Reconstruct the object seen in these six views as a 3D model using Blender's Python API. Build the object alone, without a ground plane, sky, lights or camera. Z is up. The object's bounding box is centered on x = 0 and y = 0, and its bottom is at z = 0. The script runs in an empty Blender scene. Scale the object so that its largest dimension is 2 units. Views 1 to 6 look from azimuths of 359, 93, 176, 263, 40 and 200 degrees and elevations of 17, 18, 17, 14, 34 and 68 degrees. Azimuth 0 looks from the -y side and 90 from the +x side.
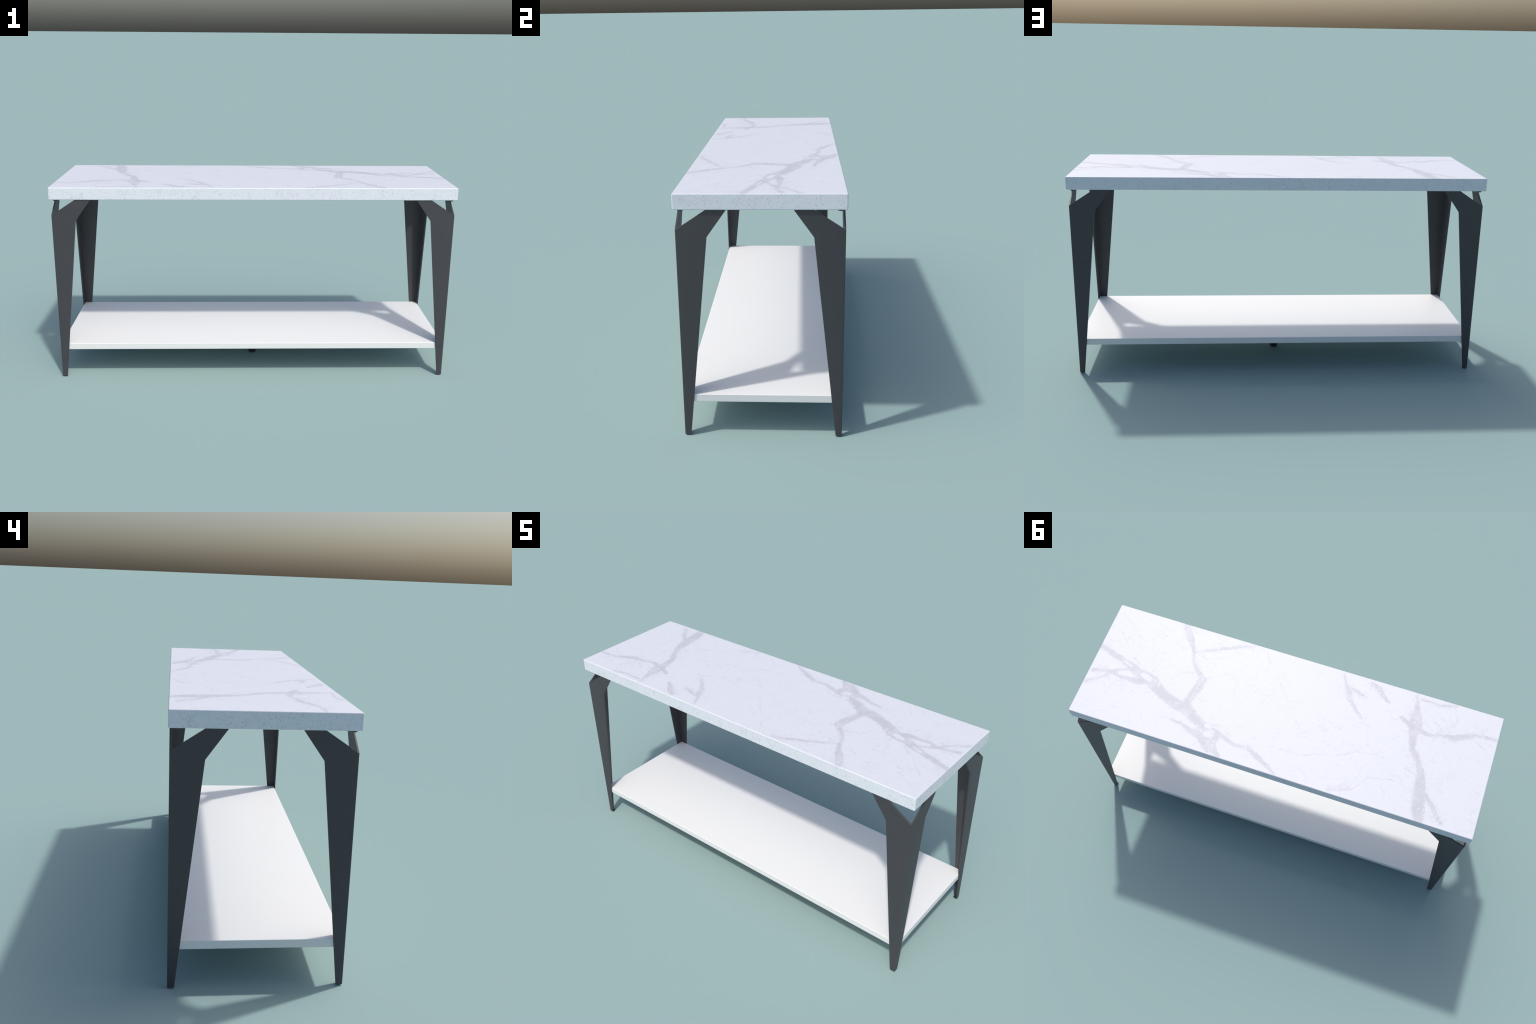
"""Long console table: a marble slab on four folded sheet-metal legs, with a white
lower shelf held inside the legs and a small post under the middle of the shelf."""
import bpy, bmesh, math
from mathutils import Vector

# ------------------------------------------------------------------ sizes (m)
SLAB_X, SLAB_Y = 1.0003, 0.3206          # half length, half width of the marble slab
SLAB_TOP, SLAB_BOTTOM = 1.0002, 0.9387
CORNER_X, CORNER_Y = 0.9926, 0.3157    # where the folded edge of each leg stands
SHEET = 0.0062                         # thickness of the leg sheet
SHELF_X, SHELF_Y = 0.9880, 0.3098
SHELF_TOP, SHELF_BOTTOM = 0.1809, 0.1481


# ------------------------------------------------------------------ node helpers
class Graph:
    def __init__(self, name):
        self.mat = bpy.data.materials.new(name)
        self.mat.use_nodes = True
        self.nt = self.mat.node_tree
        self.bsdf = self.nt.nodes["Principled BSDF"]

    def put(self, sock, v):
        if isinstance(v, bpy.types.NodeSocket):
            self.nt.links.new(v, sock)
        else:
            sock.default_value = v

    def math(self, op, a, b=None, c=None, clamp=False):
        n = self.nt.nodes.new("ShaderNodeMath")
        n.operation, n.use_clamp = op, clamp
        for i, v in enumerate((a, b, c)):
            if v is not None:
                self.put(n.inputs[i], v)
        return n.outputs[0]

    def vec(self, op, a, b=None, scale=None, third=None):
        n = self.nt.nodes.new("ShaderNodeVectorMath")
        n.operation = op
        self.put(n.inputs[0], a)
        if b is not None:
            self.put(n.inputs[1], b)
        if third is not None:
            self.put(n.inputs[2], third)
        if scale is not None:
            self.put(n.inputs["Scale"], scale)
        return n.outputs["Value"] if op in ("DOT_PRODUCT", "LENGTH") else n.outputs["Vector"]

    def noise(self, v, scale, detail=3.0, rough=0.55, lac=2.0, out="Fac"):
        n = self.nt.nodes.new("ShaderNodeTexNoise")
        self.put(n.inputs["Vector"], v)
        n.inputs["Scale"].default_value = scale
        n.inputs["Detail"].default_value = detail
        n.inputs["Roughness"].default_value = rough
        n.inputs["Lacunarity"].default_value = lac
        return n.outputs[out]

    def voronoi_edge(self, v, scale):
        n = self.nt.nodes.new("ShaderNodeTexVoronoi")
        n.feature = "DISTANCE_TO_EDGE"
        self.put(n.inputs["Vector"], v)
        n.inputs["Scale"].default_value = scale
        return n.outputs["Distance"]

    def ramp(self, v, lo, hi, out_lo=0.0, out_hi=1.0):
        n = self.nt.nodes.new("ShaderNodeMapRange")
        n.interpolation_type = "SMOOTHSTEP"
        self.put(n.inputs["Value"], v)
        for k, x in (("From Min", lo), ("From Max", hi), ("To Min", out_lo), ("To Max", out_hi)):
            n.inputs[k].default_value = x
        return n.outputs["Result"]

    def mix(self, fac, a, b):
        n = self.nt.nodes.new("ShaderNodeMix")
        n.data_type = "RGBA"
        self.put(n.inputs[0], fac)
        for s, v in ((n.inputs[6], a), (n.inputs[7], b)):
            self.put(s, v if isinstance(v, bpy.types.NodeSocket) else (*v, 1.0))
        return n.outputs[2]

    def coords(self, scale=(1, 1, 1), rot=(0, 0, 0)):
        tc = self.nt.nodes.new("ShaderNodeTexCoord")
        mp = self.nt.nodes.new("ShaderNodeMapping")
        mp.inputs["Scale"].default_value = scale
        mp.inputs["Rotation"].default_value = rot
        self.nt.links.new(tc.outputs["Object"], mp.inputs["Vector"])
        return mp.outputs["Vector"]

    def bump(self, height, strength, distance=0.001):
        n = self.nt.nodes.new("ShaderNodeBump")
        n.inputs["Strength"].default_value = strength
        n.inputs["Distance"].default_value = distance
        self.put(n.inputs["Height"], height)
        self.nt.links.new(n.outputs["Normal"], self.bsdf.inputs["Normal"])

    def finish(self, color, roughness, specular=0.5, metallic=0.0):
        self.bsdf.inputs["Metallic"].default_value = metallic
        self.put(self.bsdf.inputs["Base Color"], color)
        self.put(self.bsdf.inputs["Roughness"], roughness)
        self.bsdf.inputs["Specular IOR Level"].default_value = specular
        return self.mat


def wobble(g, p, scale, amount, detail=4.0):
    """Shift point p sideways by coloured noise, to fray whatever is drawn with it."""
    n = g.noise(p, scale, detail, 0.6, out="Color")
    return g.vec("ADD", p, g.vec("SCALE", g.vec("SUBTRACT", n, (0.5, 0.5, 0.5)), scale=amount))


def strand(g, p, spine, d, fat=1.0):
    """Signed distance (m) to a tapering strand along a spine of (x, y, half width in mm)."""
    for (ax, ay, ar), (bx, by, br) in zip(spine, spine[1:]):
        ar, br = ar * fat + (fat > 1) * 1.2, br * fat + (fat > 1) * 1.2
        ba = Vector((bx - ax, by - ay, 0.0))
        # (the vanishing share of d makes the renderer work through the strands one by one,
        # which keeps the shader inside its memory)
        at = p if d is None else g.vec("MULTIPLY_ADD", d, (1e-9, 1e-9, 0.0), third=p)
        pa = g.vec("SUBTRACT", at, (ax, ay, 0.0))
        h = g.math("MULTIPLY", g.vec("DOT_PRODUCT", pa, tuple(ba / ba.length_squared)), 1.0, clamp=True)
        gap = g.vec("LENGTH", g.vec("SUBTRACT", pa, g.vec("SCALE", tuple(ba), scale=h)))
        gap = g.math("SUBTRACT", gap, g.math("MULTIPLY_ADD", h, (br - ar) / 1000, ar / 1000))
        d = gap if d is None else g.math("MINIMUM", d, gap)
    return d


# Marble veins: spines across the slab, each point (x, y, half width in mm).
BROAD_VEINS = [
    # the diagonal trunk, its doubled upper side and its spread at the slab end
    [(.993, -.066, 9), (.921, -.042, 11.5), (.847, -.013, 14), (.777, .009, 18), (.702, .043, 19),
     (.638, .071, 21), (.577, .101, 20), (.512, .123, 24), (.469, .121, 24), (.423, .153, 20),
     (.375, .174, 17), (.311, .191, 13), (.253, .210, 10), (.181, .230, 6.5), (.110, .230, 7),
     (.052, .254, 10), (.000, .282, 7.5), (-.066, .312, 2.5)],
    [(.877, -.029, 3), (.796, -.001, 4.5), (.724, .008, 5), (.658, .022, 8), (.619, .054, 8)],
    [(.984, .080, 8), (.934, .063, 8), (.877, .057, 11), (.811, .069, 9.5), (.753, .064, 13), (.691, .050, 13.5)],
    [(.880, .049, 6), (.818, .019, 4.5), (.772, .020, 6)],
    [(.986, .150, 6), (.940, .117, 4), (.893, .070, 6.5)],
    # the vein that crosses from the front edge to the trunk
    [(.629, -.314, 15), (.606, -.265, 14), (.573, -.224, 10), (.543, -.173, 6), (.519, -.122, 6),
     (.486, -.083, 8), (.450, -.044, 18), (.450, .004, 18.5), (.465, .059, 16.5), (.475, .107, 18)],
    [(.534, -.179, 1.6), (.454, -.215, 4), (.406, -.247, 6.5), (.336, -.279, 6.5), (.263, -.306, 3)],
    # the fork towards the rear edge
    [(.511, .197, 2.5), (.455, .209, 6.5), (.400, .229, 10), (.350, .238, 18), (.305, .261, 26),
     (.279, .287, 23), (.233, .308, 9.5)],
    [(.367, .185, 14), (.345, .228, 16)],
    [(.269, .205, 11.5), (.281, .257, 16)],
]
SHORT_VEINS = [
    [(-.203, -.302, 2.5), (-.230, -.257, 4.5), (-.258, -.218, 10), (-.264, -.187, 10), (-.299, -.151, 6),
     (-.328, -.119, 4.5), (-.360, -.088, 1.3)],
    [(-.257, -.244, 3), (-.296, -.231, 6), (-.345, -.214, 2.5)],
    [(-.353, -.298, 7), (-.390, -.272, 11), (-.427, -.242, 9), (-.461, -.223, 2)],
]
FAR_END_VEINS = [
    [(-.572, -.306, 5), (-.587, -.266, 7), (-.594, -.221, 14), (-.604, -.161, 29), (-.609, -.107, 18.5),
     (-.616, -.056, 13.5), (-.629, -.014, 11.5), (-.665, .034, 11.5), (-.695, .084, 15.5),
     (-.708, .146, 23), (-.717, .201, 24), (-.725, .256, 25.5), (-.744, .303, 20.5)],
    [(-.733, .167, 6), (-.765, .206, 10), (-.804, .250, 11), (-.847, .293, 5)],
    [(-.526, -.166, 5), (-.566, -.148, 11.5), (-.598, -.135, 16)],
    [(-.627, -.129, 16), (-.671, -.120, 7.5), (-.717, -.125, 2.6), (-.762, -.139, 8), (-.798, -.142, 13.5),
     (-.844, -.166, 10), (-.914, -.185, 7.5), (-.990, -.194, 7)],
    [(-.597, -.290, 5), (-.639, -.289, 3), (-.695, -.291, 5), (-.773, -.310, 2.6)],
]
THREADS = [
    [(.141, .222, 1.6), (-.012, .177, 1.3), (-.131, .177, 1.9), (-.237, .141, 1.9), (-.301, .126, 2.2),
     (-.384, .082, 2.2), (-.496, .066, 1.6), (-.662, .050, 1.3)],
    [(-.309, .311, 3), (-.419, .261, 1.9), (-.471, .187, 1.6), (-.578, .161, 2.2), (-.621, .169, 1)],
    [(.227, -.310, 1.3), (.110, -.190, 1.6), (.047, -.113, 1.3), (.003, -.070, .6)],
    [(.966, -.211, 1.3), (.891, -.131, 1.6), (.858, -.082, 1.6), (.766, -.020, 1.6), (.705, .018, 1.3)],
    [(.066, .118, 1), (-.134, .084, 1.3), (-.171, .067, 1.3), (-.301, .103, 1)],
    [(-.209, -.032, 1.3), (-.271, -.014, 1.3), (-.363, -.077, 1.3), (-.423, -.055, 1.3)],
    [(.601, .056, 1.6), (.598, .006, 1.6), (.551, -.044, 1.6), (.500, -.074, 1.6)],
    [(-.137, .217, 1), (-.239, .316, 1.3)],
    [(-.621, -.175, 2.2), (-.656, -.214, 1.9), (-.701, -.186, 1.9), (-.752, -.149, 1.9)],
    [(-.642, -.174, 1.6), (-.684, -.149, 1.6), (-.717, -.126, 1.6)],
    [(.790, -.254, 1), (.657, -.212, 1.3), (.596, -.173, 1)],
    [(.511, -.168, 1), (.386, -.135, 1.3), (.130, -.041, 1)],
    [(-.609, .054, 1.3), (-.618, .088, 1.6), (-.683, .103, 1.6)],
    [(.705, .014, 1.2), (.843, -.064, 1.7), (.890, -.129, 1.7), (.957, -.191, 1.3)],
    [(.579, -.183, 1.2), (.686, -.224, 1.4), (.793, -.258, 1)],
    [(.022, -.096, 1.2), (.120, -.206, 1.5), (.194, -.279, 1.5)],
    [(.301, -.290, 3), (.426, -.284, 1.8), (.473, -.305, 1)],
    [(-.444, .110, 1), (-.394, .274, 1.5), (-.304, .304, 2.2)],
    [(-.797, -.133, 1.5), (-.740, -.205, 1.4), (-.700, -.250, 1.2)],
    [(-.870, -.160, 1.8), (-.950, -.130, 1.6), (-.975, -.060, 1.2)],
]
# islands of clean marble left inside the broad veins
ISLANDS = [
    [(.734, .024, 8), (.694, .035, 9)], [(.842, .050, 8), (.797, .040, 8)],
    [(.337, .179, 7), (.315, .179, 7)], [(.320, .222, 10), (.312, .221, 10)],
    [(.312, .201, 3.8), (.295, .203, 3.8)], [(.849, -.017, 2), (.804, -.003, 2)],
]

MARBLE = (0.688, 0.712, 0.777)
VEIN = (0.520, 0.536, 0.596)


def marble_top():
    g = Graph("veined_marble")
    p = g.coords(scale=(1, 1, 0))
    soft = wobble(g, wobble(g, wobble(g, p, 7.0, 0.026, 2.0), 34.0, 0.020, 4.0), 130.0, 0.008, 4.0)

    d = None
    for group, fat in ((BROAD_VEINS, 1.18), (SHORT_VEINS, 1.35), (FAR_END_VEINS, 1.15)):
        for spine in group:
            d = strand(g, soft, spine, d, fat)
    hole = None
    for spine in ISLANDS:
        hole = strand(g, p, spine, hole, 1.4)
    d = g.math("MAXIMUM", d, g.math("MULTIPLY", hole, -1.6))
    # the vein body: ragged feathered margins, an uneven smoky tone, pale fibres running
    # through it and darker cores, fading out into a thin halo
    ragged = g.noise(wobble(g, p, 25.0, 0.04), 70.0, 5.0, 0.72)
    d = g.math("ADD", d, g.math("MULTIPLY", g.math("SUBTRACT", ragged, 0.5), 0.017))
    fibre = g.noise(wobble(g, p, 20.0, 0.05), 120.0, 4.0, 0.7)
    smoke = g.noise(p, 17.0, 3.0, 0.6)
    body = g.ramp(d, 0.0042, -0.0032)
    body = g.math("MULTIPLY", body, g.ramp(fibre, 0.38, 0.60, 0.70, 1.0))
    body = g.math("MULTIPLY", body, g.ramp(smoke, 0.32, 0.60, 0.74, 1.0))
    # pale pockets of clean stone caught in the vein, in clusters
    pocket = g.ramp(g.voronoi_edge(wobble(g, p, 40.0, 0.018, 2.0), 46.0), 0.12, 0.24)
    pocket = g.math("MULTIPLY", pocket, g.ramp(g.noise(p, 13.0, 2.0), 0.50, 0.60, 0.0, 0.55))
    body = g.math("MULTIPLY", body, g.math("SUBTRACT", 1.0, pocket))
    near = g.ramp(d, 0.060, 0.010)
    core = g.math("MULTIPLY", g.ramp(d, -0.004, -0.016), g.ramp(smoke, 0.40, 0.66, 0.0, 0.30))
    core = g.math("ADD", body, core)
    cloud = g.ramp(g.noise(p, 11.0, 3.0), 0.35, 0.7)
    halo = g.math("MULTIPLY", g.math("MULTIPLY", g.ramp(d, 0.024, -0.004), cloud), 0.42)

    t = None
    for spine in THREADS:
        t = strand(g, soft, spine, t)
    thread = g.math("MULTIPLY", g.ramp(t, 0.0027, -0.0010), 0.72)
    thread = g.math("MULTIPLY", thread, g.ramp(g.noise(p, 16.0, 2.0), 0.30, 0.60, 0.45, 1.0))

    # hair cracks everywhere, broken up into short runs
    hair_at = wobble(g, wobble(g, p, 4.0, 0.16, 2.0), 30.0, 0.03, 4.0)
    hair = g.ramp(g.voronoi_edge(hair_at, 5.5), 0.018, 0.0)
    hair = g.math("MULTIPLY", hair, g.ramp(g.noise(p, 6.0, 2.0), 0.40, 0.66, 0.0, 0.44))
    net_at = wobble(g, wobble(g, p, 12.0, 0.08, 2.0), 50.0, 0.012, 3.0)
    net = g.ramp(g.voronoi_edge(net_at, 15.0), 0.050, 0.0)
    net = g.math("MULTIPLY", g.math("MULTIPLY", net, near), g.ramp(g.noise(p, 8.0, 2.0), 0.47, 0.60, 0.0, 0.62))
    hair = g.math("MAXIMUM", hair, net)
    fine_at = wobble(g, wobble(g, g.coords(scale=(0.7, 1.3, 0), rot=(0, 0, 0.5)), 9.0, 0.09, 2.0), 60.0, 0.02, 3.0)
    fine = g.ramp(g.voronoi_edge(fine_at, 17.0), 0.045, 0.0)
    fine = g.math("MULTIPLY", fine, g.ramp(g.noise(p, 13.0, 3.0), 0.43, 0.64, 0.0, 0.34))
    mottle = g.ramp(g.noise(g.coords(scale=(0.7, 1.5, 0), rot=(0, 0, 0.5)), 120.0, 4.0, 0.7), 0.42, 0.70, 0.0, 0.26)

    a = g.math("MAXIMUM", core, halo)
    a = g.math("MAXIMUM", a, thread)
    a = g.math("MAXIMUM", a, hair)
    a = g.math("MAXIMUM", a, g.math("ADD", fine, mottle))
    return g.finish(g.mix(g.math("MINIMUM", a, 1.25), MARBLE, VEIN), 0.49)


def marble_edge():
    """The sawn sides of the slab: same stone, peppered with small dark slanting flecks."""
    g = Graph("speckled_marble_edge")
    p = wobble(g, g.coords(), 45.0, 0.012, 3.0)
    mp = g.nt.nodes.new("ShaderNodeMapping")
    mp.inputs["Rotation"].default_value = (0.5, 0.5, 0.0)
    mp.inputs["Scale"].default_value = (1.0, 1.0, 0.55)
    g.nt.links.new(p, mp.inputs["Vector"])
    p = mp.outputs["Vector"]
    where = g.ramp(g.noise(g.coords(), 22.0, 3.0), 0.34, 0.66)
    fleck = g.ramp(g.noise(p, 230.0, 3.0, 0.6), 0.545, 0.66)
    fleck = g.math("MULTIPLY", fleck, g.math("MULTIPLY_ADD", where, 0.70, 0.16))
    seam = g.math("ABSOLUTE", g.math("SUBTRACT", g.noise(p, 19.0, 4.0, 0.6), 0.5))
    crack = g.math("MULTIPLY", g.ramp(seam, 0.016, 0.0), g.ramp(g.noise(g.coords(), 12.0, 2.0), 0.5, 0.62, 0.0, 0.5))
    cloud = g.ramp(g.noise(g.coords(), 14.0, 3.0), 0.3, 0.7)
    base = g.mix(cloud, (0.752, 0.765, 0.840), (0.725, 0.772, 0.825))
    return g.finish(g.mix(g.math("MAXIMUM", fleck, crack), base, (0.42, 0.46, 0.51)), 0.50)


def dark_metal():
    g = Graph("dark_powder_coated_metal")
    n = g.noise(g.coords(), 9.0, 3.0)
    g.bump(g.noise(g.coords(), 900.0, 2.0), 0.04, 0.0005)
    return g.finish(g.mix(n, (0.048, 0.048, 0.056), (0.052, 0.052, 0.060)), 0.50, 0.5)


def black_rubber():
    g = Graph("black_rubber")
    n = g.noise(g.coords(), 60.0, 2.0)
    return g.finish(g.mix(n, (0.020, 0.021, 0.024), (0.030, 0.031, 0.034)), 0.6, 0.4)


def white_lacquer():
    g = Graph("white_lacquer")
    n = g.noise(g.coords(), 3.0, 2.0)
    return g.finish(g.mix(n, (0.784, 0.789, 0.786), (0.794, 0.799, 0.796)), 0.50)


# ------------------------------------------------------------------ mesh helpers
def new_object(name, bm, mats, parent=None, loc=(0, 0, 0), angle=30):
    bmesh.ops.recalc_face_normals(bm, faces=bm.faces)
    me = bpy.data.meshes.new(name)
    bm.to_mesh(me)
    bm.free()
    for m in mats:
        me.materials.append(m)
    me.shade_smooth()
    me.set_sharp_from_angle(angle=math.radians(angle))
    ob = bpy.data.objects.new(name, me)
    bpy.context.scene.collection.objects.link(ob)
    ob.parent = parent
    ob.location = loc
    return ob


def board(hx, hy, z0, z1, radius, segments=4):
    """A flat board with rounded arrises."""
    bm = bmesh.new()
    bmesh.ops.create_cube(bm, size=1.0)
    for v in bm.verts:
        v.co = Vector((v.co.x * 2 * hx, v.co.y * 2 * hy, z1 if v.co.z > 0 else z0))
    bmesh.ops.bevel(bm, geom=bm.edges[:], offset=radius, segments=segments, profile=0.5, affect="EDGES")
    return bm


def turned(profile, sides=32):
    """Solid of revolution about z from (radius, height) pairs, closed with flat ends."""
    bm = bmesh.new()
    rings = [[bm.verts.new((r * math.cos(2 * math.pi * i / sides), r * math.sin(2 * math.pi * i / sides), z))
              for i in range(sides)] for r, z in profile]
    for a, b in zip(rings, rings[1:]):
        for i in range(sides):
            j = (i + 1) % sides
            bm.faces.new((a[i], a[j], b[j], b[i]))
    bm.faces.new(rings[0][::-1])
    bm.faces.new(rings[-1])
    return bm


def folded_leg():
    """One sheet folded at a right angle along z. The two wings are alike: a long taper
    from a narrow foot up to a knee, then an arm slanting inward to the slab. Local origin
    at the outer fold corner on the floor; wings run along -x and +y."""
    foot_z, foot_s = 0.0020, 0.0248
    knee_s, knee_z = 0.1170, 0.8332
    arm_in, arm_out = 0.1930, 0.1188
    apex_z, top_z = 0.8608, SLAB_BOTTOM + 0.0005
    rise = (top_z - apex_z) / arm_out
    # outline, from the fold at the foot round to the fold at the apex; both folds are shared
    free = [(foot_s, foot_z), (knee_s, knee_z), (arm_in, top_z), (arm_out, top_z)]
    bm = bmesh.new()
    fold = {"out": [bm.verts.new((0, 0, foot_z)), bm.verts.new((0, 0, apex_z))],
            "in": [bm.verts.new((-SHEET, SHEET, foot_z)),
                   bm.verts.new((-SHEET, SHEET, apex_z + rise * SHEET))]}
    wings = (lambda s, t, z: (-s, t, z), lambda s, t, z: (-t, s, z))
    for place in wings:
        out = [bm.verts.new(place(s, 0.0, z)) for s, z in free]
        inn = [bm.verts.new(place(s, SHEET, z)) for s, z in free]
        loop_out = [fold["out"][0], *out, fold["out"][1]]
        loop_in = [fold["in"][0], *inn, fold["in"][1]]
        bm.faces.new(loop_out)
        bm.faces.new(loop_in[::-1])
        for k in range(len(loop_out) - 1):
            bm.faces.new((loop_out[k + 1], loop_out[k], loop_in[k], loop_in[k + 1]))
    bmesh.ops.recalc_face_normals(bm, faces=bm.faces)
    ridge = [e for e in bm.edges if all(abs(v.co.x) + abs(v.co.y) < 1e-6 for v in e.verts)]
    bmesh.ops.bevel(bm, geom=ridge, offset=0.0042, segments=4, profile=0.5, affect="EDGES")
    crisp = [e for e in bm.edges if len(e.link_faces) == 2 and e.calc_face_angle(0) > math.radians(50)
             and e.calc_length() > 0.01]
    bmesh.ops.bevel(bm, geom=crisp, offset=0.0006, segments=1, affect="EDGES")
    return bm


# ------------------------------------------------------------------ build
metal, rubber, lacquer = dark_metal(), black_rubber(), white_lacquer()
stone_top, stone_edge = marble_top(), marble_edge()

table = bpy.data.objects.new("console_table", None)
bpy.context.scene.collection.objects.link(table)
table["label"] = "long white marble console table with dark folded metal legs and shelf"
table["category"] = "console table"

slab = new_object("tabletop", board(SLAB_X, SLAB_Y, SLAB_BOTTOM, SLAB_TOP, 0.0044, 3), [stone_top, stone_edge], table, angle=60)
for f in slab.data.polygons:
    f.material_index = 0 if f.normal.z > 0.3 else 1

shelf = new_object("shelf", board(SHELF_X, SHELF_Y, SHELF_BOTTOM, SHELF_TOP, 0.0026), [lacquer], table, angle=60)
for ob in (slab, shelf):               # keep the flat faces flat in shading, round only the arrises
    wn = ob.modifiers.new("weighted_normals", "WEIGHTED_NORMAL")
    wn.mode, wn.weight, wn.keep_sharp = "FACE_AREA", 100, True
post = new_object("support_post", turned([(0.0187, 0.0), (0.0194, 0.0007), (0.0194, SHELF_BOTTOM - 0.0005)]),
                  [rubber], table)

leg_mesh = pad_mesh = cap_mesh = None
corners = [(1, -1, 0.0), (1, 1, 0.5), (-1, 1, 1.0), (-1, -1, 1.5)]
for cx, cy, turn in corners:
    if leg_mesh is None:
        leg = new_object("leg", folded_leg(), [metal], table)
        pad = new_object("foot_pad", turned([(0.0098, 0.0), (0.0105, 0.0006), (0.0105, 0.0023)], 24), [rubber])
        cap = new_object("bolt_cap", turned([(0.0098, 0.0), (0.0115, 0.0016), (0.0115, 0.0100)], 24), [metal])
        leg_mesh, pad_mesh, cap_mesh = leg.data, pad.data, cap.data
    else:
        made = []
        for name, me in (("leg", leg_mesh), ("foot_pad", pad_mesh), ("bolt_cap", cap_mesh)):
            ob = bpy.data.objects.new(name, me)
            bpy.context.scene.collection.objects.link(ob)
            made.append(ob)
        leg, pad, cap = made
        leg.parent = table
    leg.location = (cx * CORNER_X, cy * CORNER_Y, 0.0)
    leg.rotation_euler = (0.0, 0.0, turn * math.pi)
    pad.parent = cap.parent = leg
    pad.location = (-0.0125, 0.0125, 0.0)
    cap.location = (-0.0200, 0.0208, 0.9308)
